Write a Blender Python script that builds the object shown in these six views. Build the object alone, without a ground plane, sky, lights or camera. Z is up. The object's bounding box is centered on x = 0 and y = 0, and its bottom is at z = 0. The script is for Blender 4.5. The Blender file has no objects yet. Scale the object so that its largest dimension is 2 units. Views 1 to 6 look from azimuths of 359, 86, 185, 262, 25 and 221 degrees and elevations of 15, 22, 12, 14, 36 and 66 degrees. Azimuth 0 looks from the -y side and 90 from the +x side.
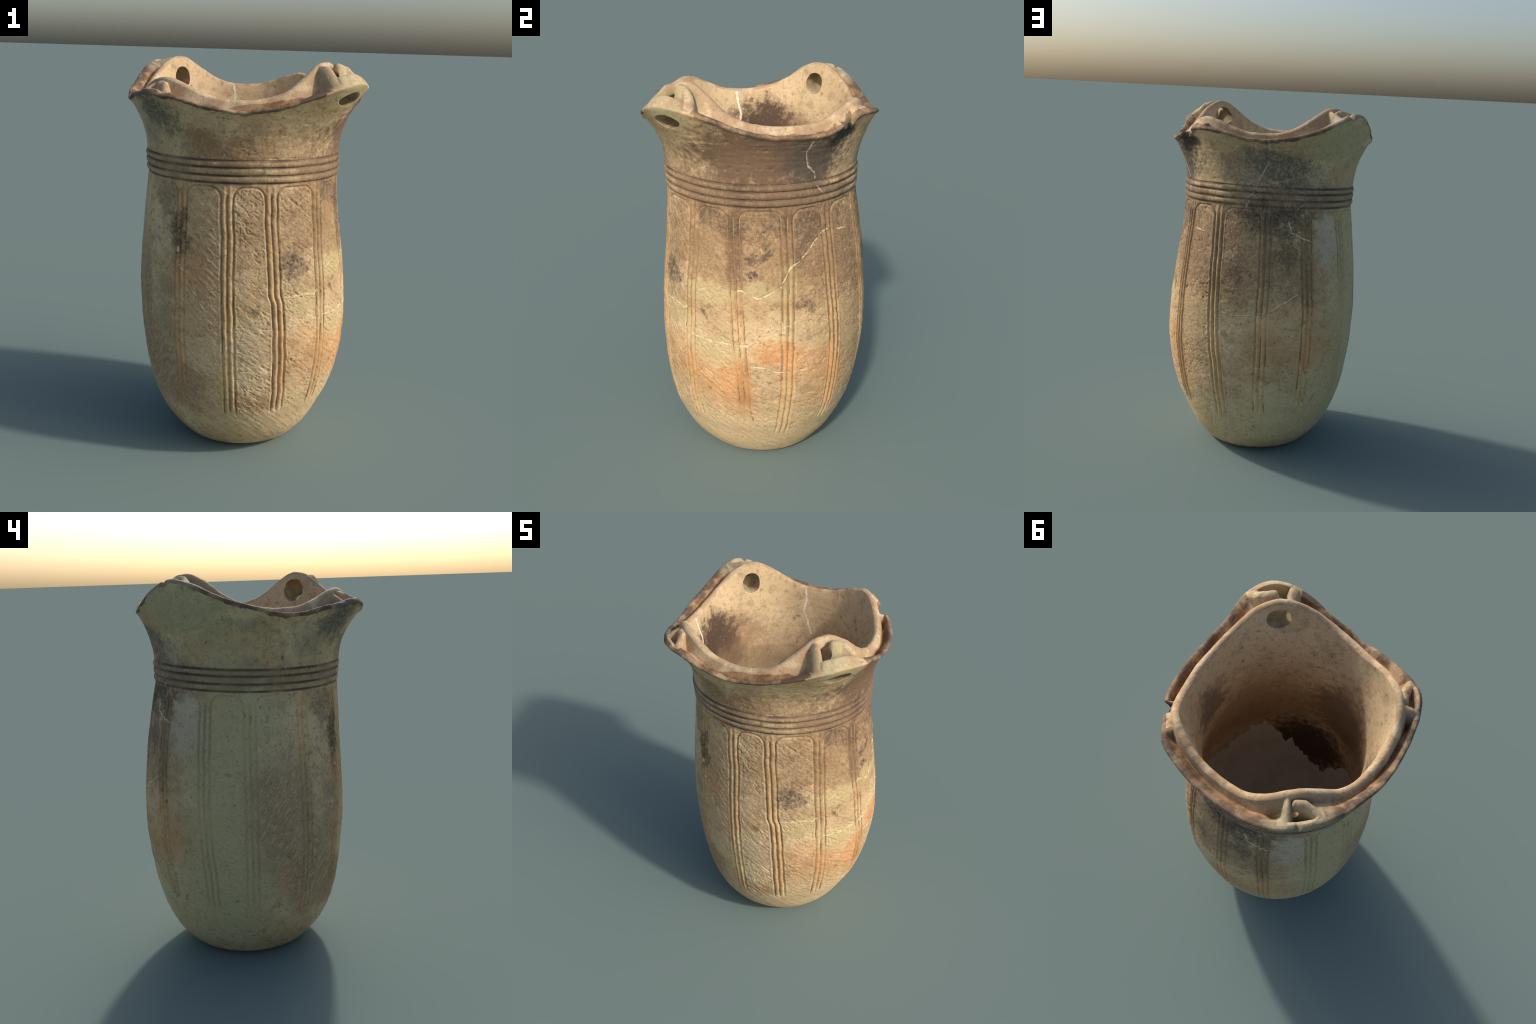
# Tall hand-built clay jar: bag-shaped panelled body, corded neck, flared
# double-lipped square mouth with four hollow curled lugs.  z up, metres.
import bpy, bmesh, math
import numpy as np
from mathutils import Vector

RNG = np.random.default_rng(7)
NT = 1080                                   # columns round the pot
AZ = np.arange(NT) * 360.0 / NT             # azimuth: 0 = -y, 90 = +x
TH = np.radians(AZ)
SIN, COS = np.sin(TH), np.cos(TH)

# ------------------------------------------------------------------ helpers
def hash3(i, j, k, seed):
    h = (i * 374761393 + j * 668265263 + k * 2147483647 + seed * 974634541) & 0xFFFFFFFF
    h = ((h ^ (h >> 13)) * 1274126177) & 0xFFFFFFFF
    h = h ^ (h >> 16)
    return (h & 0xFFFFFF) / float(0xFFFFFF)

def vnoise(x, y, z, seed=0):
    """smooth value noise, -1..1"""
    xi, yi, zi = (np.floor(v).astype(np.int64) for v in (x, y, z))
    fx, fy, fz = x - xi, y - yi, z - zi
    fx, fy, fz = (f * f * (3 - 2 * f) for f in (fx, fy, fz))
    out = 0
    for a in (0, 1):
        wx = fx if a else 1 - fx
        for b in (0, 1):
            wy = fy if b else 1 - fy
            for c in (0, 1):
                wz = fz if c else 1 - fz
                out = out + wx * wy * wz * hash3(xi + a, yi + b, zi + c, seed)
    return out * 2 - 1

def fbm(x, y, z, seed=0, octv=3):
    s, a, t = 0, 1.0, 0
    for o in range(octv):
        s = s + a * vnoise(x * 2 ** o, y * 2 ** o, z * 2 ** o, seed + o * 17)
        t += a
        a *= 0.5
    return s / t

def sstep(a, b, x):
    t = np.clip((x - a) / (b - a), 0, 1)
    return t * t * (3 - 2 * t)

def wrap(d):
    return (d + 180.0) % 360.0 - 180.0

def pchip(xk, yk, x):
    """shape-preserving cubic through control points"""
    xk = np.asarray(xk, float); yk = np.asarray(yk, float)
    h = np.diff(xk); d = np.diff(yk) / h
    m = np.zeros_like(yk)
    m[1:-1] = np.where(d[:-1] * d[1:] > 0, 2 * d[:-1] * d[1:] / np.where(d[:-1] + d[1:] == 0, 1, d[:-1] + d[1:]), 0)
    m[0], m[-1] = d[0], d[-1]
    i = np.clip(np.searchsorted(xk, x) - 1, 0, len(h) - 1)
    t = (x - xk[i]) / h[i]
    return ((2*t**3-3*t**2+1)*yk[i] + (t**3-2*t**2+t)*h[i]*m[i]
            + (-2*t**3+3*t**2)*yk[i+1] + (t**3-t**2)*h[i]*m[i+1])

def ring(ctrl, az):
    """closed smooth curve through (azimuth, value) control points"""
    c = sorted(ctrl)
    a = np.array([p[0] for p in c], float); v = np.array([p[1] for p in c], float)
    a3 = np.concatenate([a[-3:] - 360, a, a[:3] + 360]); v3 = np.concatenate([v[-3:], v, v[:3]])
    d = np.gradient(v3, a3)
    x = np.asarray(az) % 360
    i = np.clip(np.searchsorted(a3, x, side='right') - 1, 0, len(a3) - 2)
    h = a3[i+1] - a3[i]; t = (x - a3[i]) / h
    return ((2*t**3-3*t**2+1)*v3[i] + (t**3-2*t**2+t)*h*d[i]
            + (-2*t**3+3*t**2)*v3[i+1] + (t**3-t**2)*h*d[i+1])

# ------------------------------------------------------------ body profile
# height, mean radius, offset of the axis (towards -y, +x), ovality (cos2, sin2)
PROFILE = [
    (0.000, 0.245, -.040, .020, .000, .000), (0.020, 0.312, -.037, .019, .003, -.002),
    (0.060, 0.353, -.035, .016, .006, .001), (0.120, 0.401, -.034, .013, .008, .004),
    (0.200, 0.445, -.033, .012, .007, .004), (0.300, 0.484, -.033, .017, .002, .005),
    (0.420, 0.513, -.036, .022, -.002, .004), (0.550, 0.531, -.038, .023, -.004, .004),
    (0.700, 0.542, -.039, .021, -.003, .004), (0.850, 0.541, -.039, .014, -.003, .004),
    (1.000, 0.532, -.036, .009, -.002, .005), (1.150, 0.516, -.032, .004, -.001, .004),
    (1.300, 0.499, -.022, .002, .000, .003), (1.380, 0.490, -.016, .003, -.001, .002),
    (1.460, 0.484, -.009, .004, -.002, .000), (1.540, 0.486, -.005, .002, -.002, -.002),
    (1.620, 0.493, -.001, .001, -.002, -.002), (1.700, 0.514, .004, .003, -.002, .001)]
PZ = np.sqrt([p[0] for p in PROFILE])

def body_r(z, az=None):
    s = np.sqrt(np.clip(z, 0, 1.7))
    c = [pchip(PZ, [p[k] for p in PROFILE], s) for k in range(1, 6)]
    t = TH if az is None else np.radians(az)
    return c[0] + c[1]*np.cos(t) + c[2]*np.sin(t) + c[3]*np.cos(2*t) + c[4]*np.sin(2*t)

def tilt(az):
    """the corded band runs a little out of level"""
    t = np.radians(az)
    return .0075 - .012*np.cos(t) + .003*np.sin(t) + .005*np.cos(2*t)

# --------------------------------------------------------------- mouth rims
OUT_R = [(0,.576),(10,.590),(20,.608),(30,.650),(40,.690),(50,.700),(60,.668),(70,.608),(80,.584),(90,.574),
         (100,.574),(110,.578),(120,.586),(130,.580),(140,.584),(150,.603),(160,.590),(170,.575),(180,.567),
         (190,.574),(200,.591),(210,.616),(220,.636),(230,.643),(240,.622),(250,.598),(260,.582),(270,.580),
         (280,.580),(290,.588),(300,.606),(310,.632),(320,.647),(330,.627),(340,.604),(350,.589)]
OUT_Z = [(0,1.787),(10,1.802),(20,1.824),(30,1.862),(40,1.902),(50,1.920),(60,1.898),(70,1.858),(80,1.823),
         (90,1.807),(100,1.802),(110,1.803),(120,1.816),(130,1.850),(140,1.874),(150,1.879),(160,1.864),
         (170,1.842),(180,1.834),(190,1.841),(200,1.861),(210,1.897),(220,1.945),(230,1.976),(240,1.950),
         (250,1.900),(260,1.866),(270,1.838),(280,1.815),(290,1.818),(300,1.838),(310,1.848),(320,1.853),
         (330,1.841),(340,1.815),(350,1.797)]
IN_R = [(0,.503),(10,.513),(20,.526),(30,.522),(40,.509),(50,.505),(60,.510),(70,.507),(80,.498),(90,.488),
        (100,.488),(110,.489),(120,.496),(130,.506),(140,.511),(150,.500),(160,.487),(170,.473),(180,.467),
        (190,.469),(200,.480),(210,.485),(220,.480),(230,.476),(240,.482),(250,.491),(260,.489),(270,.485),
        (280,.489),(290,.501),(300,.514),(310,.521),(320,.518),(330,.513),(340,.505),(350,.498)]
IN_Z = [(0,1.829),(10,1.838),(20,1.868),(30,1.932),(40,1.988),(50,1.996),(60,1.950),(70,1.882),(80,1.846),
        (90,1.831),(100,1.829),(110,1.832),(120,1.848),(130,1.890),(140,1.926),(150,1.917),(160,1.886),
        (170,1.862),(180,1.857),(190,1.864),(200,1.893),(210,1.945),(220,1.990),(230,1.999),(240,1.966),
        (250,1.906),(260,1.864),(270,1.843),(280,1.834),(290,1.840),(300,1.868),(310,1.904),(320,1.914),
        (330,1.887),(340,1.852),(350,1.831)]
# lugs: azimuth, half length of the hollow, depth of the hollow
# (outer wall, bridge and curl are half thicknesses; near/far bound the hollow across the rim)
LUGS = [dict(az=47.5, a=.074, deep=.105, outer=.026, bridge=.020, arm=.019, reach=.10, lift=.0, rise=2.0),
        dict(az=135.0, a=.045, deep=.052, outer=.012, bridge=.018, arm=.018, reach=-.1, lift=.0, rise=1.15),
        dict(az=227.5, a=.050, deep=.130, outer=.017, bridge=.016, arm=.017, reach=-.3, lift=.0, rise=1.15),
        dict(az=317.0, a=.048, deep=.048, outer=.014, bridge=.018, arm=.018, reach=-.2, lift=.0, rise=1.15)]

Ro, Zo, Ri, Zi = (ring(c, AZ) for c in (OUT_R, OUT_Z, IN_R, IN_Z))
wob = fbm(SIN*9, COS*9, 0*TH, 3)
Ro = Ro - .005 + .0025*wob
Zo = Zo + .0030*fbm(SIN*14, COS*14, 0*TH+4, 5)
Zi = Zi + .0025*fbm(SIN*12, COS*12, 0*TH+9, 8)
# snapped-off outer lip at one lug, a split in another
sB = wrap(AZ-133)*.0105
brk = sstep(-.062, -.048, sB)*(1-sstep(.022, .034, sB))
Zfull = Zo.copy()
Zo = Zo - brk*(.046 + .028*fbm(SIN*17, COS*17, 0*TH, 21))
Zo = Zo - .016*np.exp(-((AZ-226.0)/.9)**2)
Rin = Ri - .014                             # inner edge of the inner lip

# flare of the neck from za up to the lip (Hermite in height)
za, ra = 1.60, body_r(1.60)
zb, rb = Zfull - .010, Ro
bulge = np.exp(-(wrap(AZ-230)/24)**2)
front = np.exp(-(wrap(AZ-47)/16)**2)
m0 = .10
m1 = (1.75 - 1.15*bulge - 1.0*front)*(rb - ra)/(zb - za)

def flare_r(f):
    h = zb - za
    return (2*f**3-3*f**2+1)*ra + (f**3-2*f**2+f)*h*m0 + (-2*f**3+3*f**2)*rb + (f**3-f**2)*h*m1

f_break = np.clip((Zo - .010 - za)/(zb - za), 0, 1)   # 1 where the lip is whole
Ro = flare_r(f_break)
W = Ro - Rin

# -------------------------------------------------- vertical bands (ribs)
# azimuth at the top and at the foot, strength, foot height
BANDS = [(16.0, 23.5, 1.1, .31), (47.5, 51.0, .95, .31), (73.0, 83.0, .95, .34), (102.5, 104.0, 1.1, .24),
         (126.5, 131.0, 1.15, .30), (153.5, 161.0, 1.15, .28), (184.0, 184.5, 1.0, .33), (209.5, 210.0, .95, .36),
         (236.5, 238.0, 1.15, .36), (262.0, 260.5, .95, .36), (293.5, 296.0, .90, .30), (323.5, 323.0, 1.0, .40),
         (351.5, 355.5, 1.2, .30)]
HB = .029                                   # half width of a band
PANEL_TOP = 1.428

def band_az(k, z):
    t, b, _, _ = BANDS[k]
    f = np.clip((1.42 - z) / 1.1, 0, 1)
    w = .45*vnoise(z*3.5, 0*z+k*3.7, 0*z, 31) + .28*vnoise(z*15, 0*z+k*5.1, 0*z, 37)
    if k == 0:
        w = w + 1.6*sstep(.92, .86, z)
    return t + (b - t)*f**1.15 + w

# mended cracks as (azimuth, height) strokes, half width
SEAMS = [
    ([(99.7,1.089),(104,1.162),(109.5,1.195),(115,1.245),(121,1.303),(125.2,1.325),(132.6,1.312),(142,1.303)], .0034),
    ([(51.4,.774),(60.7,.769),(72.2,.770),(82.5,.770),(92,.838),(102,.875)], .0065),
    ([(102,.875),(107.7,.899),(116,.885),(124.6,.876)], .0030),
    ([(84.7,.665),(92.4,.659),(97.3,.636),(104.2,.630),(112,.634)], .0034),
    ([(49,.925),(43.7,.893),(38,.905),(34,.898),(24.2,.899)], .0050),
    ([(51.7,1.0),(60,1.040),(68.8,1.058),(79.8,1.048),(87.8,1.015),(99.7,1.07)], .0036),
    ([(107.5,.481),(114,.486),(121.3,.471)], .0034),
    ([(100.9,.264),(105,.250),(109.8,.228)], .0032),
    ([(306.1,1.232),(311,1.197),(316.7,1.160)], .0042),
    ([(321.6,1.118),(322.1,1.041),(328.1,.981),(331,.935),(334.8,.891),(339.7,.827),(344,.795),(348.1,.781),(354.9,.802)], .0040),
    ([(357.3,.723),(357.5,.596),(354.2,.495),(.2,.466),(5.1,.412),(9,.390)], .0030),
    ([(188.4,.916),(195.8,.960),(204.7,1.011)], .0045),
    ([(168.9,.582),(177.9,.588),(187.8,.589)], .0028),
    ([(207.3,1.490),(203,1.455),(197,1.432),(199.6,1.339),(206,1.31),(213.8,1.283)], .0030),
    ([(162,.890),(169.2,.879),(179,.890)], .0030)]
NECK_SEAMS = [
    ([(112.8,1.795),(110.4,1.730),(109.7,1.711),(112.2,1.646),(117.3,1.603),(118.4,1.552),(123,1.503)], .0034),
    ([(183.5,1.823),(184.5,1.780),(186,1.737),(181.9,1.667),(178.3,1.603),(175.3,1.544),(171.7,1.513),(171.1,1.461)], .0038),
    ([(279.5,1.76),(277.8,1.717),(280.4,1.656),(280.9,1.608),(283.6,1.564),(284.5,1.503),(286,1.452)], .0036)]
INNER_SEAMS = [
    ([(283.5,1.83),(283,1.78),(281,1.70),(282.5,1.62),(281.5,1.55)], .0055),
    ([(187,1.85),(186,1.79),(187.5,1.72),(184.5,1.66),(181.5,1.59)], .0052)]

def seam_distance(paths, az, z, rad, jitter):
    """signed gap to the nearest stroke, minus its half width"""
    best = np.full(np.broadcast(az, z).shape, 9.0)
    for pts, w in paths:
        for (a0, z0), (a1, z1) in zip(pts[:-1], pts[1:]):
            px = np.radians(wrap(az - a0))*rad; py = z - z0
            vx = math.radians((a1 - a0 + 180) % 360 - 180)*.52; vy = z1 - z0
            t = np.clip((px*vx + py*vy)/(vx*vx + vy*vy), 0, 1)
            best = np.minimum(best, np.hypot(px - t*vx, py - t*vy) - w)
    return best + jitter

# ------------------------------------------------- relief of the outer wall
GROOVES = [1.449, 1.483, 1.5205, 1.552]

def outer_relief(az, z, rad):
    """returns (radial offset, band index or -1, seam mask)"""
    t = np.radians(az)
    x, y = np.sin(t)*.5, -np.cos(t)*.5
    zz = z - tilt(az)
    d = np.zeros_like(z)
    # --- corded rings
    rings = np.zeros_like(z)
    wave = .0016*vnoise(x*14, y*14, z*0, 50) + .0010*vnoise(x*45, y*45, z*20, 51)
    for k in range(3):
        lo, hi = GROOVES[k], GROOVES[k+1]
        p = np.clip((zz + wave - lo)/(hi - lo), 0, 1)
        rings = np.maximum(rings, np.where((p > 0) & (p < 1), np.sin(np.pi*p)**.55, 0))
    inr = sstep(1.440, 1.449, zz)*(1 - sstep(1.552, 1.560, zz))
    amp = .0105*(1 + .25*vnoise(x*8, y*8, z*0+3, 52))
    d += inr*(amp*rings - .0020)
    # --- framed panels between double-ridged bands
    zmask = 1 - sstep(1.430, 1.442, zz)
    near = np.full(z.shape, 9.0); left = np.full(z.shape, 9.0); right = np.full(z.shape, 9.0)
    idx = np.zeros(z.shape, int); u_near = np.zeros(z.shape)
    for k in range(len(BANDS)):
        u = np.radians(wrap(az - band_az(k, z)))*rad
        m = np.abs(u) < near
        near = np.where(m, np.abs(u), near); idx = np.where(m, k, idx); u_near = np.where(m, u, u_near)
    st = np.array([b[2] for b in BANDS])[idx]
    ft = np.array([b[3] for b in BANDS])[idx]
    foot = sstep(ft - .05 + .02*vnoise(x*60, y*60, z*3, 54), ft + .02, z)
    st = st*foot*zmask*(.75 + .35*vnoise(x*7, y*7, z*5, 55))
    side = near - HB + .0012*vnoise(x*30, y*30, z*22, 56)
    top = PANEL_TOP - zz + .0015*vnoise(x*25, y*25, z*8, 57)
    rc = .052
    sd = np.where((side < rc) & (top < rc), rc - np.hypot(rc - side, rc - top), np.minimum(side, top))
    groove = np.exp(-(sd/.0046)**2)
    centre = np.exp(-(u_near/.0044)**2)*(1 - sstep(1.375, 1.405, zz))
    ridge = np.exp(-((np.abs(u_near) - .0145)/.0075)**2)*(sd < .0)
    edge = np.exp(-((sd - .0105)/.0055)**2)
    d += st*(-.0075*groove - .0075*centre + .0038*ridge + .0016*edge)
    panel = sstep(.004, .014, sd)*zmask*foot
    # --- cord-marked panel faces: slanted short impressions, pits, scraped dents
    arc = t*.52
    k1, k2 = math.cos(.62), math.sin(.62)
    zone = .5 + .5*vnoise(x*6, y*6, z*6, 60)
    hatch_u = (arc*k2 + z*k1)/.0135 + 1.6*vnoise(x*9, y*9, z*9, 61) + .5*vnoise(x*34, y*34, z*34, 67)
    stripes = np.sin(2*np.pi*hatch_u)
    dash = vnoise((arc*k1 - z*k2)/.012, np.floor(hatch_u)*3.1, 0*z, 62)
    mask = sstep(.0, .6, dash)*sstep(.30, .75, zone)
    d -= panel*.0014*mask*np.clip(stripes, 0, 1)**1.5
    d += panel*.0013*vnoise((arc*k1 - z*k2)*40, (arc*k2 + z*k1)*105, 0*z, 68)*sstep(.7, .35, zone)
    pit = vnoise((arc*k1 - z*k2)*62, (arc*k2 + z*k1)*125, 0*z, 63)
    d -= (panel*.9 + .10)*.0033*sstep(.38, .72, pit)*sstep(-.35, .35, vnoise(x*9, y*9, z*9, 64))*(z < 1.44)
    pit2 = vnoise(x*130, y*130, z*130, 69)
    d -= (panel*.7 + .25)*.0022*sstep(.45, .75, pit2)*(z < 1.44)
    d += panel*.0016*fbm(x*30, y*30, z*30, 65)
    scrape = vnoise((arc*k1 - z*k2)*14, (arc*k2 + z*k1)*90, 0*z, 66)
    d += .0011*scrape*(z < 1.43)
    # --- hand-built unevenness
    d += .0042*fbm(x*5, y*5, z*4, 70)*(z < 1.75)
    d += .0007*fbm(x*60, y*60, z*60, 71, 2)
    # neck: faint wiping marks, a few chips
    d += .0009*vnoise(x*12, y*12, z*70, 72)*(z > 1.55)
    d -= .0035*sstep(.62, .85, vnoise(x*38, y*38, z*55, 73))*(z > 1.56)
    # --- mended cracks: a slight step and a thin furrow
    jit = .0026*vnoise(x*85, y*85, z*85, 74) + .0022*vnoise(x*30, y*30, z*30, 75)
    s1 = seam_distance(SEAMS, az, z, rad, jit)
    s2 = seam_distance(NECK_SEAMS, az, z, rad, .6*jit)
    s = np.minimum(s1, s2)
    gap = vnoise(x*16, y*16, z*16, 76)
    seam = (s + .0035*gap < 0) & (gap > -.22)
    d -= .0022*np.exp(-(np.minimum(s, 1)/.003)**2)*(s > 0) - .0010*seam
    # plaster shell laid over the lip at one lug
    e = wrap(az - 229)/19.0
    lowedge = 1.738 + .035*vnoise(x*16, y*16, 0*z, 77) + .10*np.abs(e)**2
    d += .0045*sstep(0, .008, z - lowedge)*(np.abs(e) < 1.1)*(1 - sstep(.9, 1.1, np.abs(e)))
    # knocked pit through the neck crack
    d -= .020*np.exp(-((wrap(az-282)*.0088)/.006)**2 - ((z-1.602)/.014)**2)
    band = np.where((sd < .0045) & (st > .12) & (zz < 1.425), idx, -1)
    dark_line = (np.minimum(np.abs(sd), np.where(centre > .3, np.abs(u_near), 9)) < .0028) & (st > .25)
    dark_line &= (vnoise(x*24, y*24, z*6, 79) > .35 - 1.1*sstep(.5, 1.2, z)) & ((idx < 8) | (idx == 12))
    return d, band, seam, dark_line

# --------------------------------------------------------- build the surface
ROWS, TAGS = [], []                          # rows of points; per-vertex class
BASE, BODY, RING, NECK, LIP_O, GROOVE, LIP_I, INNER, FLOOR, SEAM = range(10)
BAND0, LUG0, DARK_LINE = 20, 40, 90

def put(r, z, tag):
    ROWS.append(np.stack([r*SIN, -r*COS, np.broadcast_to(z, r.shape)], -1))
    TAGS.append(np.broadcast_to(np.asarray(tag), (NT,)).copy())

# underside: almost flat resting patch
r0 = body_r(0.0)
for f in np.linspace(.03, 1, 18):
    put(r0*f, .0030*(1-f)**2*np.ones(NT)+.0004*(1-f), BASE)
# wall up to the neck
zs = np.concatenate([np.linspace(0, math.sqrt(.06), 16)[1:]**2, np.arange(.0625, 1.438, .00275),
                     np.arange(1.438, 1.585, .0021), np.linspace(1.585, 1.60, 4)])
zs = np.unique(np.round(zs, 5))
for z in zs:
    rad = body_r(z)
    zz = np.full(NT, z)
    d, band, seam, dark_line = outer_relief(AZ, zz, rad)
    lowfade = sstep(.0, .05, zz)
    ztl = z - tilt(AZ)
    ringk = np.digitize(ztl, GROOVES)        # 0 below, 1..3 rings, 4 above
    tag = np.where(ringk == 0, BODY, np.where(ringk == 4, NECK, 70 + ringk))
    tag = np.where(band >= 0, BAND0 + band, tag)
    tag = np.where(dark_line & (band >= 0), DARK_LINE, tag)
    tag = np.where(seam, SEAM, tag)
    put(rad + d*lowfade, zz, tag)
# flaring neck up to the outer lip, stopping early where the lip is snapped off
nn = 66
for f in np.linspace(0, 1, nn)[1:]:
    fe = np.minimum(f, f_break*(1 - .0005*(1 - f)))
    r = flare_r(fe)
    z = za + (zb - za)*fe
    d, band, seam, dark_line = outer_relief(AZ, z, r)
    below = zb - z                           # thick rounded lip edge
    bead = .0055*np.exp(-((below - .006)/.009)**2)*(1 - brk)*(1 - .85*front)
    edge = below < .013 + .006*vnoise(SIN*22, COS*22, 0*TH, 86)
    tag = np.where(seam, SEAM, np.where(edge & (brk < .5) & (front < .45), LIP_O, NECK))
    put(r + bead + d*(1 - .8*sstep(.9, 1, f)), z, tag)

# top: outer lip, gutter, inner lip; lugs are walls standing in the gutter
NQ = 86
def wall(dist, half, slope):
    """drop below a wall's crest at this distance from its centre line"""
    return np.where(dist < half, .010*(dist/half)**2, .010 + (dist - half)*slope)

def polyline_gap(s, q, pts):
    best = np.full(s.shape, 9.0)
    for (s0, q0), (s1, q1) in zip(pts[:-1], pts[1:]):
        vx, vy = s1 - s0, q1 - q0
        t = np.clip(((s-s0)*vx + (q-q0)*vy)/(vx*vx + vy*vy + 1e-9), 0, 1)
        best = np.minimum(best, np.hypot(s-s0-t*vx, q-q0-t*vy))
    return best

def smax(a, b, k=.006):
    h = np.clip(.5 + .5*(a-b)/k, 0, 1)
    return b*(1-h) + a*h + k*h*(1-h)

for f in np.linspace(0, 1, NQ)[1:-1]:
    q = f*W
    crest = Zo + (Zi - Zo)*np.clip(q/W, 0, 1)
    # broad outer lip falling softly to a narrow gutter beside the thick inner lip
    g = q/np.maximum(W - .040, .03)
    lip_o = Zo - .009*np.clip(1 - q/.010, 0, 1)**2 - .034*sstep(.22, 1.0, g + .06*vnoise(SIN*20, COS*20, 0*TH+f*3, 81))
    lip_i = Zi - wall(np.abs(W - .018 - q), .018, 3.2)
    floor = Zo - .034
    tag = np.where(f < .36 + .05*vnoise(SIN*11, COS*11, 0*TH, 82), LIP_O, np.where(f > .53 + .03*vnoise(SIN*9, COS*9, 0*TH, 83), LIP_I, GROOVE))
    walls = np.full(NT, -9.0)
    for l in LUGS:
        s = np.radians(wrap(AZ - l['az']))*.57
        pk = np.exp(-((s + l['a'] + 2*l['bridge'] + .030)/.034)**2)
        lip_o = lip_o - .042*pk*sstep(.30, .62, g)
        floor = floor - .042*pk
    for n, l in enumerate(LUGS):
        s = np.radians(wrap(AZ - l['az']))*.57
        a = l['a']
        Wc = W[int(round(l['az']/360*NT)) % NT]
        v = q/W*Wc                            # position across the gutter
        o, ah = l['outer'], l['arm']
        near = np.exp(-(s/(a + .05))**4)
        top = Zo + (Zi - Zo)*np.clip(q/W*(1 + (l['rise'] - 1)*near), 0, 1)**.9
        front_w = top - wall(np.abs(v - o), o, 5)
        brid = polyline_gap(s, v, [(-a-l['bridge'], .010), (-a-.6*l['bridge'], .5*Wc), (-a-.2*l['bridge'], Wc-.014)])
        arm = polyline_gap(s, v, [(a+.060, .012), (a+.030, .22*Wc), (a+.008, .44*Wc), (a-.6*ah-.012, .60*Wc), (l['reach']*a, .64*Wc)])
        bw = top - .006 - wall(brid, l['bridge'], 5)
        aw = top - .004 - wall(arm, ah, 5)
        walls = np.maximum(walls, np.where(np.abs(s) < .22, np.maximum(bw, aw), -9))
        cell = sstep(-a-.004, -a+.012, s)*(1-sstep(a-.004, a+.014, s))
        zone = sstep(-a-.02, -a, s)*(1-sstep(a, a+.02, s))
        lip_o = lip_o + (np.maximum(front_w, Zo - .25) - lip_o)*zone
        floor = floor - cell*(l['deep'] - .034)
        tag = np.where((np.abs(s) < a + .05) & (v > (o if n else .0)) & (f < .80), LUG0 + n, tag)
    H = smax(smax(lip_o, lip_i), smax(walls, floor))
    H = H + .0016*fbm(SIN*30+f*3, COS*30, 0*TH+f*7, 84)
    put(Ro - q + .004*np.clip(1 - q/.03, 0, 1)*(1 - brk), H, tag)

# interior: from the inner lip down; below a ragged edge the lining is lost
zi_top = Zi - .012
z1 = 1.52
r1 = body_r(z1) - .060
for f in np.linspace(0, 1, 46):
    h = zi_top - z1
    g = 1 - f
    r = (2*g**3-3*g**2+1)*r1 + (g**3-2*g**2+g)*h*.10 + (-2*g**3+3*g**2)*Rin + (g**3-g**2)*h*.22
    z = z1 + h*g
    x, y = SIN*.5, -COS*.5
    r = r + .0022*fbm(x*7, y*7, z*7, 90) + .0006*vnoise(x*10, y*10, z*60, 91)
    jit = .0022*vnoise(x*60, y*60, z*60, 92)
    sd = seam_distance(INNER_SEAMS, AZ, z, r, jit)
    put(r, z, np.where(sd < 0, SEAM + 1, INNER))
rag = (.74 + .10*fbm(SIN*3, COS*3, 0*TH, 95) + .07*fbm(SIN*14, COS*14, 0*TH, 96)
       - .34*np.exp(-(wrap(AZ-12)/24)**2) + .12*np.exp(-(wrap(AZ-58)/9)**2))
for z in np.linspace(z1, .10, 150)[1:]:
    x, y = SIN*.5, -COS*.5
    zz = np.full(NT, z)
    keep = sstep(-.004, .012, zz - rag + .022*fbm(x*26, y*26, zz*26, 97))
    off = .053 + .010*sstep(.9, 1.3, zz)
    put(body_r(z) - off + .003*fbm(x*9, y*9, zz*9, 98)*keep, zz, np.where(keep > .4, INNER, FLOOR))
rb0 = body_r(.10) - .053
for f in np.linspace(1, .03, 16)[1:]:
    put(rb0*f, .10 - .075*(1 - f**2)**.8*np.ones(NT), FLOOR)

V = np.concatenate(ROWS)
NR = len(ROWS)
TG = np.array(TAGS)
dz = V[:, 2].min()
p0 = np.array([[0, 0, ROWS[0][:, 2].mean()], [0, 0, ROWS[-1][:, 2].mean()]])
V = np.concatenate([V, p0])
i = np.arange(NR-1)[:, None]*NT; j = np.arange(NT)[None, :]; jn = (j+1) % NT
quads = np.stack([i+j, i+jn, i+NT+jn, i+NT+j], -1).reshape(-1, 4)
qtag = TG[:-1].reshape(-1)
jj = np.arange(NT); jjn = (jj+1) % NT
b0 = len(V)-2
tri0 = np.stack([np.full(NT, b0), jjn, jj], -1)
o = (NR-1)*NT
tri1 = np.stack([np.full(NT, b0+1), o+jj, o+jjn], -1)

def mesh_from(name, verts, quads, tris, tag):
    me = bpy.data.meshes.new(name)
    me.vertices.add(len(verts)); me.vertices.foreach_set('co', verts.astype(np.float32).ravel())
    nl = quads.size + tris.size
    me.loops.add(nl); me.loops.foreach_set('vertex_index', np.concatenate([quads.ravel(), tris.ravel()]).astype(np.int32))
    npoly = len(quads) + len(tris)
    me.polygons.add(npoly)
    st = np.concatenate([np.arange(len(quads))*4, quads.size + np.arange(len(tris))*3])
    me.polygons.foreach_set('loop_start', st.astype(np.int32))
    at = me.attributes.new('part', 'INT', 'FACE')
    at.data.foreach_set('value', tag.astype(np.int32))
    me.update(calc_edges=True)
    return me

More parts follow.
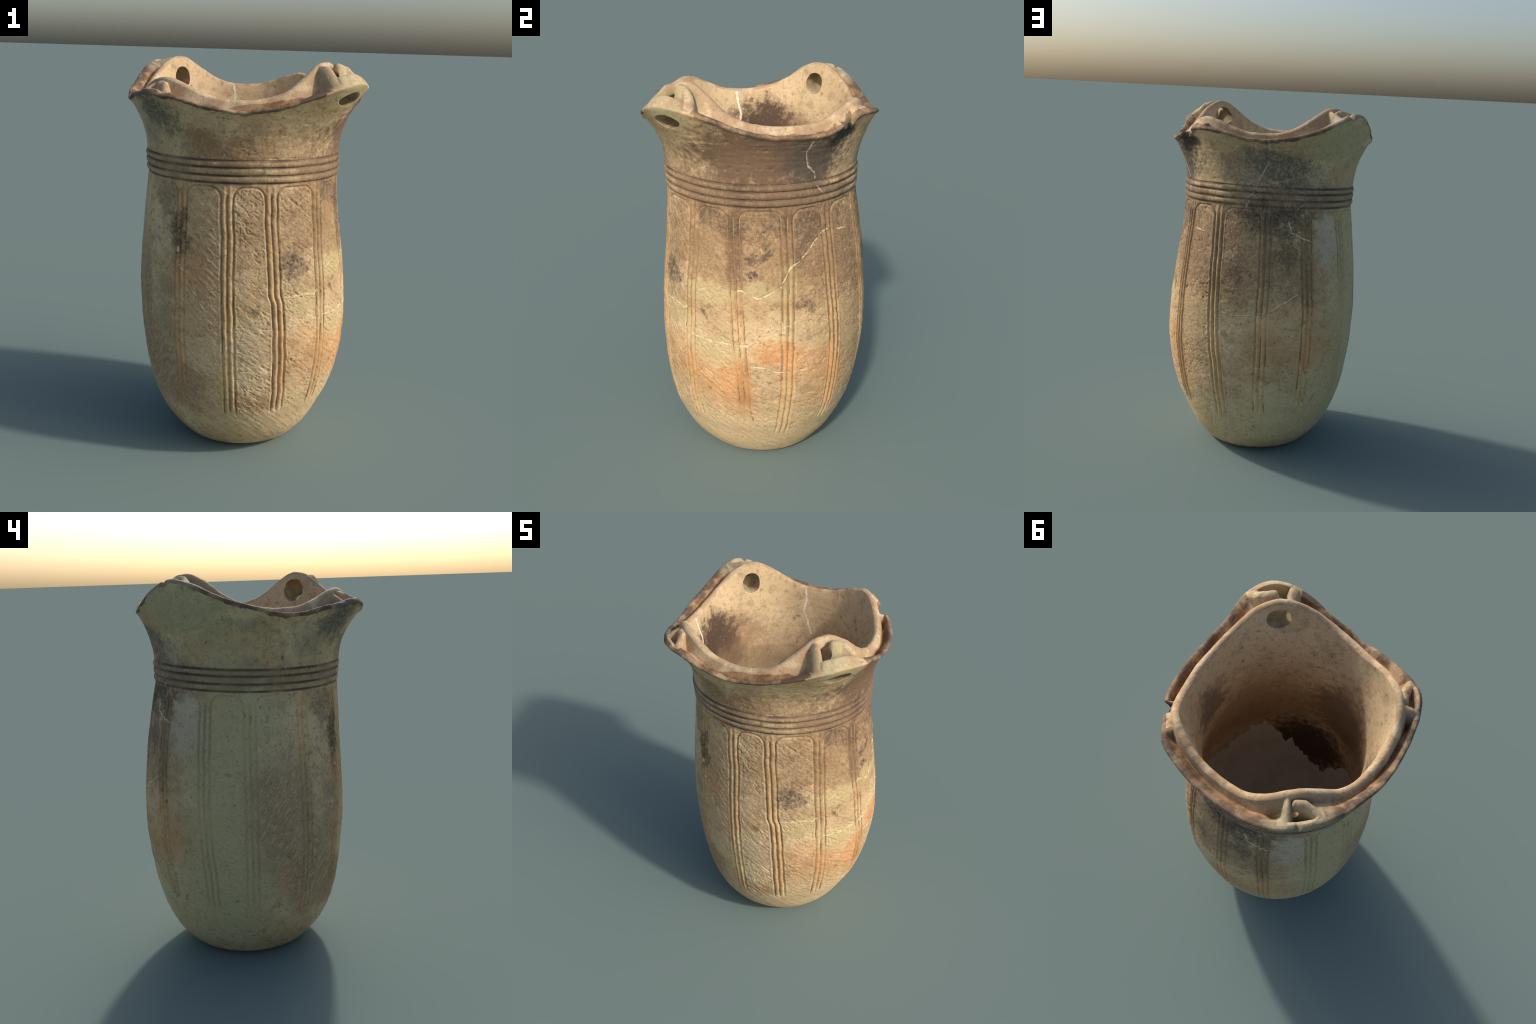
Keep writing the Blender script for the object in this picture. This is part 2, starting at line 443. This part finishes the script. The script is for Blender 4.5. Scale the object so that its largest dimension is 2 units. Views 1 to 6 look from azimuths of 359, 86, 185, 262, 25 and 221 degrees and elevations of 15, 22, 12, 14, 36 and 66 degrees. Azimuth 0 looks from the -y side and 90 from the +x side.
pot_me = mesh_from('jar_whole', V, quads, np.concatenate([tri0, tri1]),
                   np.concatenate([qtag, np.full(NT, BASE), np.full(NT, FLOOR)]))
pot = bpy.data.objects.new('jar_whole', pot_me)
bpy.context.collection.objects.link(pot)

# ---------------------------------------------- bored holes through the lugs
def borer(az, r, z, half_t, half_z, half_r, lean, power, tag, seed):
    """lumpy superellipsoid pointing along the radius"""
    bm = bmesh.new()
    bmesh.ops.create_icosphere(bm, subdivisions=5, radius=1)
    t = math.radians(az)
    er = np.array([math.sin(t), -math.cos(t), 0]); et = np.array([math.cos(t), math.sin(t), 0]); ez = np.array([0, 0, 1.])
    co = np.array([v.co[:] for v in bm.verts])
    rad = np.hypot(co[:, 0], co[:, 2])
    rho = (1 - np.abs(co[:, 1])**power)**(1/power)/np.maximum(rad, 1e-6)
    lump = 1 + .07*fbm(co[:, 0]*1.6+seed, co[:, 1]*1.2, co[:, 2]*1.6, seed)
    u = co[:, 0]*rho*lump*half_t; w = co[:, 2]*rho*lump*half_z
    c = r*er + z*ez
    P = c + co[:, 1:2]*half_r*er + u[:, None]*et + (w + lean*u + .0*co[:, 1])[:, None]*ez
    for v, p in zip(bm.verts, P):
        v.co = p
    bmesh.ops.reverse_faces(bm, faces=bm.faces[:])
    me = bpy.data.meshes.new('borer'); bm.to_mesh(me); bm.free()
    me.attributes.new('part', 'INT', 'FACE').data.foreach_set('value', np.full(len(me.polygons), tag, np.int32))
    ob = bpy.data.objects.new('borer', me); bpy.context.collection.objects.link(ob)
    return ob

HOLE = 60
cutters = [borer(46.5, .495, 1.900, .062, .060, .095, 0, 6, HOLE, 3),
           borer(228.0, .470, 1.890, .052, .056, .085, 0, 6, HOLE, 5),
           borer(47.6, .620, 1.842, .070, .032, .100, .06, 3.0, HOLE, 9)]
for c in cutters:
    m = pot.modifiers.new('bore', 'BOOLEAN')
    m.operation = 'DIFFERENCE'; m.object = c; m.solver = 'MANIFOLD'
dg = bpy.context.evaluated_depsgraph_get()
whole = bpy.data.meshes.new_from_object(pot.evaluated_get(dg))
for ob in [pot] + cutters:
    me = ob.data
    bpy.data.objects.remove(ob); bpy.data.meshes.remove(me)

# =================================================================== materials
class Nodes:
    def __init__(self, name):
        self.m = bpy.data.materials.new(name); self.m.use_nodes = True
        self.t = self.m.node_tree; self.t.nodes.clear()
    def new(self, kind, **kw):
        n = self.t.nodes.new(kind)
        for k, v in kw.items():
            setattr(n, k, v)
        return n
    def put(self, sock, v):
        if hasattr(v, 'is_output') or isinstance(v, bpy.types.NodeSocket):
            self.t.links.new(v, sock)
        else:
            sock.default_value = v
    def math(self, op, a, b=0.0, c=0.0, clamp=False):
        n = self.new('ShaderNodeMath', operation=op, use_clamp=clamp)
        for s, v in zip(n.inputs, (a, b, c)):
            self.put(s, v)
        return n.outputs[0]
    def vec(self, op, a, b=(0, 0, 0)):
        n = self.new('ShaderNodeVectorMath', operation=op)
        self.put(n.inputs[0], a); self.put(n.inputs[1], b)
        return n.outputs['Value'] if op in ('LENGTH', 'DISTANCE', 'DOT_PRODUCT') else n.outputs[0]
    def noise(self, v, scale, detail=3, rough=.55, col=False, dist=0.0):
        n = self.new('ShaderNodeTexNoise')
        self.put(n.inputs['Vector'], v)
        n.inputs['Scale'].default_value = scale; n.inputs['Detail'].default_value = detail
        n.inputs['Roughness'].default_value = rough; n.inputs['Distortion'].default_value = dist
        return n.outputs['Color'] if col else n.outputs['Fac']
    def ramp(self, v, a, b):
        n = self.new('ShaderNodeMapRange', interpolation_type='SMOOTHSTEP')
        self.put(n.inputs['Value'], v)
        n.inputs['From Min'].default_value = a; n.inputs['From Max'].default_value = b
        return n.outputs['Result']
    def mix(self, fac, a, b):
        n = self.new('ShaderNodeMix', data_type='RGBA')
        self.put(n.inputs['Factor'], fac)
        for s, v in ((n.inputs['A'], a), (n.inputs['B'], b)):
            self.put(s, v if isinstance(v, bpy.types.NodeSocket) else (*v, 1))
        return n.outputs['Result']

def spot(N, pos, az, r, z, w, h, soft=.5, rag=None):
    """oval patch on the wall at this azimuth and height, its edge eaten by grain"""
    t = math.radians(az)
    d = N.vec('SUBTRACT', pos, (r*math.sin(t), -r*math.cos(t), z))
    d = N.vec('MULTIPLY', d, (1/w, 1/w, 1/h))
    e = N.vec('LENGTH', d)
    if rag is not None:
        e = N.math('MULTIPLY_ADD', rag, -1.9, e)
        return N.ramp(e, .95, .15)
    return N.ramp(e, 1 + soft, 1 - soft)

def finish(N, col, height, bump=.35, rough=.82):
    b = N.new('ShaderNodeBsdfPrincipled')
    N.put(b.inputs['Base Color'], col)
    b.inputs['Roughness'].default_value = rough
    b.inputs['Specular IOR Level'].default_value = .22
    bp = N.new('ShaderNodeBump'); bp.inputs['Strength'].default_value = bump; bp.inputs['Distance'].default_value = .004
    N.put(bp.inputs['Height'], height)
    N.put(b.inputs['Normal'], bp.outputs[0])
    out = N.new('ShaderNodeOutputMaterial')
    N.t.links.new(b.outputs[0], out.inputs[0])
    return N.m

TAN, PALE, BROWN, SOOT = (.535, .362, .190), (.68, .505, .290), (.275, .165, .085), (.065, .050, .040)
ORANGE, OLIVE, GREY, CREAM = (.60, .275, .10), (.51, .43, .235), (.53, .46, .33), (.68, .56, .34)  # OLIVE lightened to lift the side lit only by sky
GREENISH = (.53, .425, .21)

def clay(name, extra=None, base=TAN, pale=PALE):
    N = Nodes(name)
    pos = N.new('ShaderNodeTexCoord').outputs['Object']
    warp = N.vec('SUBTRACT', N.noise(pos, 9, 5, .65, col=True), (.5, .5, .5))
    wp = N.vec('ADD', pos, N.vec('MULTIPLY', warp, (.22, .22, .22)))
    fine = N.noise(pos, 85, 4, .6)
    mid = N.noise(pos, 14, 5, .6)
    big = N.noise(pos, 3.2, 4, .55)
    c = N.mix(N.ramp(big, .38, .64), base, pale)
    c = N.mix(N.math('MULTIPLY', N.ramp(mid, .50, .70), .55), c, tuple(.62*v for v in base))
    wea = N.noise(pos, 30, 8, .78)
    c = N.mix(N.math('MULTIPLY', N.ramp(wea, .49, .64), .55), c, tuple(.50*v for v in base))
    if extra:
        c = extra(N, pos, wp, c, fine, mid)
    # grit: fine dark and light grains
    c = N.mix(N.math('MULTIPLY', N.ramp(fine, .56, .72), .50), c, (.22, .16, .11))
    c = N.mix(N.math('MULTIPLY', N.ramp(fine, .42, .30), .14), c, (.66, .55, .38))
    grit = N.noise(pos, 210, 2, .5)
    c = N.mix(N.math('MULTIPLY', N.ramp(grit, .66, .72), .6), c, (.10, .08, .06))
    h = N.math('ADD', N.math('MULTIPLY', fine, .6), N.math('MULTIPLY', grit, .4))
    return finish(N, c, h)

# azimuth, radius, height, width, tall, colour, strength
WALL_PATCHES = [
    # upper body: brown weathering below the cords
    (90, .50, 1.30, .46, .24, BROWN, .75), (170, .50, 1.22, .30, .28, BROWN, .65), (20, .50, 1.25, .24, .22, BROWN, .45),
    (60, .48, 1.50, .20, .09, (.20, .12, .07), .55), (110, .48, 1.47, .25, .09, (.17, .105, .065), .65), (350, .48, 1.50, .16, .06, (.20, .13, .08), .5),
    (200, .48, 1.50, .25, .09, (.16, .11, .08), .6), (250, .48, 1.52, .25, .07, (.22, .16, .11), .45), (130, .50, 1.15, .16, .16, BROWN, .45),
    (210, .51, 1.15, .16, .20, BROWN, .40), (345, .52, 1.05, .10, .12, BROWN, .35), (40, .53, .95, .12, .10, BROWN, .30),
    (196, .48, 1.40, .13, .09, SOOT, .60), (177, .48, 1.41, .10, .07, SOOT, .60), (324, .50, 1.18, .055, .10, SOOT, .75),
    (31, .52, 1.07, .06, .07, SOOT, .70), (91, .52, 1.24, .04, .035, SOOT, .65), (84, .52, 1.20, .03, .02, SOOT, .7),
    (81.5, .52, 1.125, .03, .018, SOOT, .8), (114, .54, .977, .05, .03, SOOT, .65), (116, .50, 1.338, .07, .05, SOOT, .55),
    (167, .52, 1.11, .07, .06, SOOT, .45), (312, .50, 1.34, .06, .08, SOOT, .40), (58, .49, 1.40, .05, .05, SOOT, .5),
    # narrow brown stripes down some of the bands
    (210, .53, 1.08, .034, .42, (.22, .145, .085), .70), (237, .52, 1.10, .034, .46, (.22, .155, .09), .62), (261, .53, 1.00, .032, .48, (.27, .20, .115), .5),
    (295, .53, .80, .030, .40, (.22, .15, .09), .5), (323, .53, .95, .030, .40, (.25, .17, .10), .4), (74.5, .50, 1.27, .036, .22, (.17, .10, .058), .75),
    (81.5, .54, .55, .034, .17, (.40, .19, .08), .65), (103, .51, 1.25, .034, .22, (.22, .13, .07), .5), (48.5, .51, 1.20, .034, .27, (.28, .17, .09), .5),
    (185, .52, 1.05, .034, .40, (.20, .14, .09), .55), (155, .51, 1.2, .030, .26, (.24, .16, .09), .4),
    # char spots
    (72, .50, 1.34, .07, .06, SOOT, .45), (100, .50, 1.37, .06, .05, SOOT, .40), (108, .52, 1.24, .05, .05, SOOT, .45), (88, .51, 1.31, .05, .04, SOOT, .35),
    (56, .53, .90, .018, .02, SOOT, .7), (61, .53, .955, .018, .018, SOOT, .6), (122, .52, 1.15, .05, .06, BROWN, .6), (6, .54, .86, .03, .03, SOOT, .6),
    (28, .51, 1.26, .05, .05, BROWN, .6), (36, .52, 1.16, .06, .04, BROWN, .6), (150, .52, 1.0, .06, .10, BROWN, .5), (196, .53, 1.22, .05, .06, SOOT, .45),
    (219, .52, 1.22, .025, .03, (.12, .06, .035), .8), (160, .51, 1.32, .06, .08, BROWN, .6),
    # clean pale clay low on the body
    (75, .45, .20, .30, .16, (.68, .50, .285), .75), (20, .46, .22, .25, .13, (.60, .44, .24), .55), (125, .47, .25, .2, .16, (.64, .47, .26), .6),
    (50, .54, .80, .10, .06, (.66, .50, .29), .5), (100, .55, .88, .14, .06, (.66, .49, .27), .5), (5, .55, .68, .11, .10, (.55, .42, .27), .6),
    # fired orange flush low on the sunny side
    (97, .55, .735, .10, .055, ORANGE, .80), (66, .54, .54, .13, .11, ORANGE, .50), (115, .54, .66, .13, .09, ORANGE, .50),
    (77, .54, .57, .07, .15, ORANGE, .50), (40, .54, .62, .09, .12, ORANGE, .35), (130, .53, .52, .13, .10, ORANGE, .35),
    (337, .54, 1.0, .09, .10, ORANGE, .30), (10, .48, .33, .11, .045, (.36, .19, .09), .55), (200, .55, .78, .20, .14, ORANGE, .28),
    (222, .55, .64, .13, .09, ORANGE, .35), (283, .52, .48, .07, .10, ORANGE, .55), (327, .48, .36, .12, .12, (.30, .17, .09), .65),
    # restorer's olive fill down the shaded side
    (249, .54, .95, .17, .62, OLIVE, .85), (246, .50, .45, .22, .33, OLIVE, .75), (225, .50, 1.28, .09, .12, GREY, .65),
    (268, .48, 1.36, .09, .14, OLIVE, .70), (215, .52, .28, .25, .20, OLIVE, .45), (180, .48, .25, .30, .17, OLIVE, .40),
    # greenish filler on the joins
    (60, .54, 1.02, .13, .045, GREENISH, .70), (92, .54, 1.05, .10, .035, GREENISH, .60), (66, .54, .73, .12, .07, GREENISH, .65),
    (35, .55, .87, .10, .05, GREENISH, .70), (2, .56, .79, .07, .035, GREENISH, .55), (104, .53, 1.12, .03, .08, GREENISH, .5),
    (168, .53, .90, .12, .05, GREENISH, .45), (350, .52, .42, .09, .13, GREENISH, .45), (314, .54, .86, .06, .16, (.25,.19,.12), .5),
    # sooty neck
    (86, .50, 1.69, .29, .16, (.150, .090, .056), .93), (114, .50, 1.69, .13, .13, (.105, .080, .062), .90),
    (337, .49, 1.635, .10, .07, BROWN, .75), (359, .49, 1.60, .12, .07, BROWN, .80), (25, .49, 1.62, .16, .08, BROWN, .55),
    (313, .55, 1.765, .10, .08, (.12, .115, .10), .85), (195, .49, 1.68, .13, .10, (.115, .095, .08), .80),
    (172, .49, 1.66, .12, .10, (.17, .13, .10), .65), (176, .51, 1.75, .08, .05, (.13, .11, .09), .6),
    (215, .50, 1.60, .09, .09, (.20, .16, .12), .5), (229, .56, 1.83, .19, .12, (.42, .375, .21), .85), (262, .52, 1.77, .07, .03, (.30,.29,.18), .6),
    (130, .575, 1.795, .075, .075, (.03, .03, .027), .97), (137, .58, 1.73, .05, .04, (.10, .08, .065), .6),
    (47, .62, 1.86, .10, .07, (.42, .38, .20), .75), (300, .52, 1.68, .09, .07, (.24, .22, .16), .5)]

def wall_colours(N, pos, wp, c, fine, mid):
    rag = N.math('SUBTRACT', N.noise(pos, 26, 8, .75), .26)
    patchy = N.math('MULTIPLY_ADD', N.ramp(N.noise(pos, 62, 8, .78), .40, .58), .60, .58)
    for az, r, z, w, h, col, k in WALL_PATCHES:
        m = N.math('MULTIPLY', spot(N, pos if w < .05 and h > .1 else wp, az, r, z, w*1.15, h*1.15, .55, rag), patchy if k < .9 else 1.0)
        c = N.mix(N.math('MULTIPLY', m, k), c, col)
    # white scraped streaks on the worn side panel
    t = math.radians(285)
    rot = N.new('ShaderNodeMapping'); N.put(rot.inputs['Vector'], pos)
    rot.inputs['Rotation'].default_value = (0, math.radians(0), math.radians(-15))
    sx = N.new('ShaderNodeSeparateXYZ'); N.put(sx.inputs[0], rot.outputs[0])
    comb = N.new('ShaderNodeCombineXYZ')
    N.put(comb.inputs[0], N.math('MULTIPLY', N.math('ADD', sx.outputs[1], N.math('MULTIPLY', sx.outputs[2], .75)), 95))
    N.put(comb.inputs[1], N.math('MULTIPLY', N.math('SUBTRACT', sx.outputs[2], N.math('MULTIPLY', sx.outputs[1], .75)), 15))
    N.put(comb.inputs[2], N.math('MULTIPLY', sx.outputs[0], 4))
    st = N.noise(comb.outputs[0], 1.0, 3, .6)
    m = N.math('MAXIMUM', spot(N, wp, 282, .54, .82, .17, .34, .5), spot(N, wp, 300, .52, .52, .18, .26, .5))
    c = N.mix(N.math('MULTIPLY', m, .75), c, (.35, .215, .115))
    c = N.mix(N.math('MULTIPLY', N.math('MULTIPLY', N.ramp(st, .46, .66), N.math('MULTIPLY', m, patchy)), .60), c, (.62, .52, .365))
    # dark lines along the grooves between the cords
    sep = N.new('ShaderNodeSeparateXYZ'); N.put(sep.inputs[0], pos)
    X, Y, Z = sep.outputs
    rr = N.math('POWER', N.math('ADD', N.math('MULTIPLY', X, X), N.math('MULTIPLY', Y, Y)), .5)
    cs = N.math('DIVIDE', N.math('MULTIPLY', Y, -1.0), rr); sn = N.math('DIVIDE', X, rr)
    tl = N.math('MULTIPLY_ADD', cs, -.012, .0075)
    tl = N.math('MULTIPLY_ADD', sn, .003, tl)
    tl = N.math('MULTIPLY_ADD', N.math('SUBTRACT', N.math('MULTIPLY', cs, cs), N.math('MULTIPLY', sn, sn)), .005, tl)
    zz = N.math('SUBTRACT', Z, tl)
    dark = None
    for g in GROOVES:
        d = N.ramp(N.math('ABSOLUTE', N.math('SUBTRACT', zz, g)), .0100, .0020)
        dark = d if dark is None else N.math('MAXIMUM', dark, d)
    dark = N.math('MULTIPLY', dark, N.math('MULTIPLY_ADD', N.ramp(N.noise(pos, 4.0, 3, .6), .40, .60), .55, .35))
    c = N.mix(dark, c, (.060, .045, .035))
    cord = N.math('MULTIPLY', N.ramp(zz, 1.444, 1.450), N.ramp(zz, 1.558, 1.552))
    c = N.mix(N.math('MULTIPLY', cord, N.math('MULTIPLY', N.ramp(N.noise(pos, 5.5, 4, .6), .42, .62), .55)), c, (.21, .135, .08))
    # scattered charred flecks
    ch = N.noise(pos, 26, 4, .65)
    c = N.mix(N.math('MULTIPLY', N.ramp(ch, .61, .72), .55), c, (.13, .09, .058))
    sp = N.noise(pos, 60, 3, .6)
    c = N.mix(N.math('MULTIPLY', N.ramp(sp, .64, .70), .6), c, (.15, .095, .055))
    return c

def inner_colours(N, pos, wp, c, fine, mid):
    rag = N.math('SUBTRACT', N.noise(pos, 26, 8, .75), .26)
    for az, r, z, w, h, col, k in [(258, .44, 1.55, .26, .17, (.34, .20, .10), .6), (266, .44, 1.64, .16, .11, (.075, .048, .034), .95), (250, .44, 1.50, .10, .10, (.12, .07, .045), .7),
                                   (350, .44, 1.25, .20, .26, (.14, .085, .055), .75), (106, .44, 1.52, .12, .12, (.11, .08, .06), .7),
                                   (60, .45, 1.15, .35, .25, (.33, .19, .11), .5), (20, .48, .62, .25, .24, (.075, .042, .024), .95),
                                   (200, .45, 1.25, .4, .3, (.32, .22, .14), .45)]:
        c = N.mix(N.math('MULTIPLY', spot(N, wp, az, r, z, w*1.15, h*1.15, .55, rag), k), c, col)
    ch = N.noise(pos, 30, 3, .6)
    return N.mix(N.math('MULTIPLY', N.ramp(ch, .66, .74), .7), c, (.16, .09, .05))

def tinted(col, k):
    def f(N, pos, wp, c, fine, mid):
        c = N.mix(N.math('MULTIPLY', N.ramp(N.noise(pos, 11, 4, .6), .36, .58), k), c, col)
        for az, r, z, w, h, cc, kk in [(132, .60, 1.80, .06, .08, (.05, .048, .043), .9), (47, .60, 1.90, .11, .09, (.40, .36, .20), .6),
                                       (228, .58, 1.92, .13, .08, (.34, .31, .20), .6), (311, .6, 1.85, .05, .05, (.16, .15, .14), .6)]:
            c = N.mix(N.math('MULTIPLY', spot(N, wp, az, r, z, w, h, .5), kk), c, cc)
        return c
    return f

M_WALL = clay('weathered_clay', wall_colours)
M_RIB = clay('rubbed_rib_clay', wall_colours, base=(.56, .35, .165), pale=(.72, .50, .26))
M_DARK_LINE = clay('dark_line_clay', tinted((.19, .12, .065), .6), base=(.36, .235, .12), pale=(.42, .29, .15))
M_INNER = clay('inner_clay', inner_colours, base=(.58, .415, .235))
M_LIP = clay('worn_lip_clay', tinted((.125, .080, .056), .95), base=(.30, .19, .105), pale=(.44, .30, .175))
M_GUTTER = clay('gutter_clay', tinted((.22, .105, .042), .92), base=(.42, .24, .105), pale=(.46, .29, .15))
M_LIPI = clay('inner_lip_clay', tinted((.34, .20, .105), .60), base=(.60, .43, .25), pale=(.70, .53, .33))
M_HOLE = clay('bored_clay', tinted((.16, .10, .06), .6), base=(.46, .35, .22))

def plain(name, a, b, scale):
    N = Nodes(name)
    pos = N.new('ShaderNodeTexCoord').outputs['Object']
    n = N.noise(pos, scale, 5, .6)
    c = N.mix(N.ramp(n, .38, .66), a, b)
    return finish(N, c, N.noise(pos, 120, 3), .3, .9)
M_MEND = plain('mending_plaster', CREAM, (.50, .385, .20), 34)
M_MENDN = plain('neck_mending_plaster', (.46, .43, .33), (.33, .29, .21), 30)
M_MENDI = plain('inner_mending_plaster', (.80, .73, .58), (.66, .56, .42), 30)
M_FLOOR = plain('bare_inner_shell', (.72, .65, .57), (.64, .56, .46), 6)  # base colour raised to brighten the dim, light-starved interior floor

# =============================================================== split to parts
root = bpy.data.objects.new('clay_jar', None)
root.empty_display_size = .2
bpy.context.collection.objects.link(root)
root['label'] = 'tall hand-built clay jar with panelled body and lugged double rim'
root['category'] = 'clay jar'

nv, npol, nlp = len(whole.vertices), len(whole.polygons), len(whole.loops)
co = np.empty(nv*3, np.float32); whole.vertices.foreach_get('co', co); co = co.reshape(-1, 3)
vn = np.empty(nv*3, np.float32); whole.vertex_normals.foreach_get('vector', vn); vn = vn.reshape(-1, 3)
ls = np.empty(npol, np.int32); whole.polygons.foreach_get('loop_start', ls)
lt = np.empty(npol, np.int32); whole.polygons.foreach_get('loop_total', lt)
lv = np.empty(nlp, np.int32); whole.loops.foreach_get('vertex_index', lv)
tg = np.empty(npol, np.int32); whole.attributes['part'].data.foreach_get('value', tg)
bpy.data.meshes.remove(whole)
cz = co[lv[ls], 2]
tg = np.where((tg == SEAM) & (cz > 1.45), SEAM + 100, tg)

def part(name, mask, mat, parent=root):
    f = np.nonzero(mask)[0]
    if len(f) == 0:
        return None
    n = lt[f]
    first = np.concatenate([[0], np.cumsum(n)[:-1]])
    loops = lv[np.repeat(ls[f], n) + np.arange(n.sum()) - np.repeat(first, n)]
    used, inv = np.unique(loops, return_inverse=True)
    me = bpy.data.meshes.new(name)
    me.vertices.add(len(used)); me.vertices.foreach_set('co', co[used].ravel())
    me.loops.add(len(loops)); me.loops.foreach_set('vertex_index', inv.astype(np.int32))
    me.polygons.add(len(f)); me.polygons.foreach_set('loop_start', first.astype(np.int32))
    me.update(calc_edges=True)
    me.polygons.foreach_set('use_smooth', np.ones(len(f), bool))
    me.normals_split_custom_set_from_vertices(vn[used])
    me.materials.append(mat)
    ob = bpy.data.objects.new(name, me)
    bpy.context.collection.objects.link(ob)
    ob.parent = parent
    return ob

part('base', tg == BASE, M_WALL)
body = part('body', tg == BODY, M_WALL)
for k in range(len(BANDS)):
    part('rib', tg == BAND0 + k, M_RIB, body)
for k in (1, 2, 3):
    part('cord_ring', tg == 70 + k, M_WALL)
part('incised_line', tg == DARK_LINE, M_DARK_LINE, body)
part('neck', tg == NECK, M_WALL)
part('outer_lip', tg == LIP_O, M_LIP)
part('gutter', tg == GROOVE, M_GUTTER)
part('inner_lip', tg == LIP_I, M_LIPI)
for k in range(len(LUGS)):
    part('lug', tg == LUG0 + k, M_LIPI)
part('bored_hole', tg == HOLE, M_HOLE)
part('inner_wall', tg == INNER, M_INNER)
part('inner_floor', tg == FLOOR, M_FLOOR)
part('mended_crack', tg == SEAM, M_MEND)
part('mended_crack', tg == SEAM + 100, M_MENDN)
part('mended_crack', tg == SEAM + 1, M_MENDI)
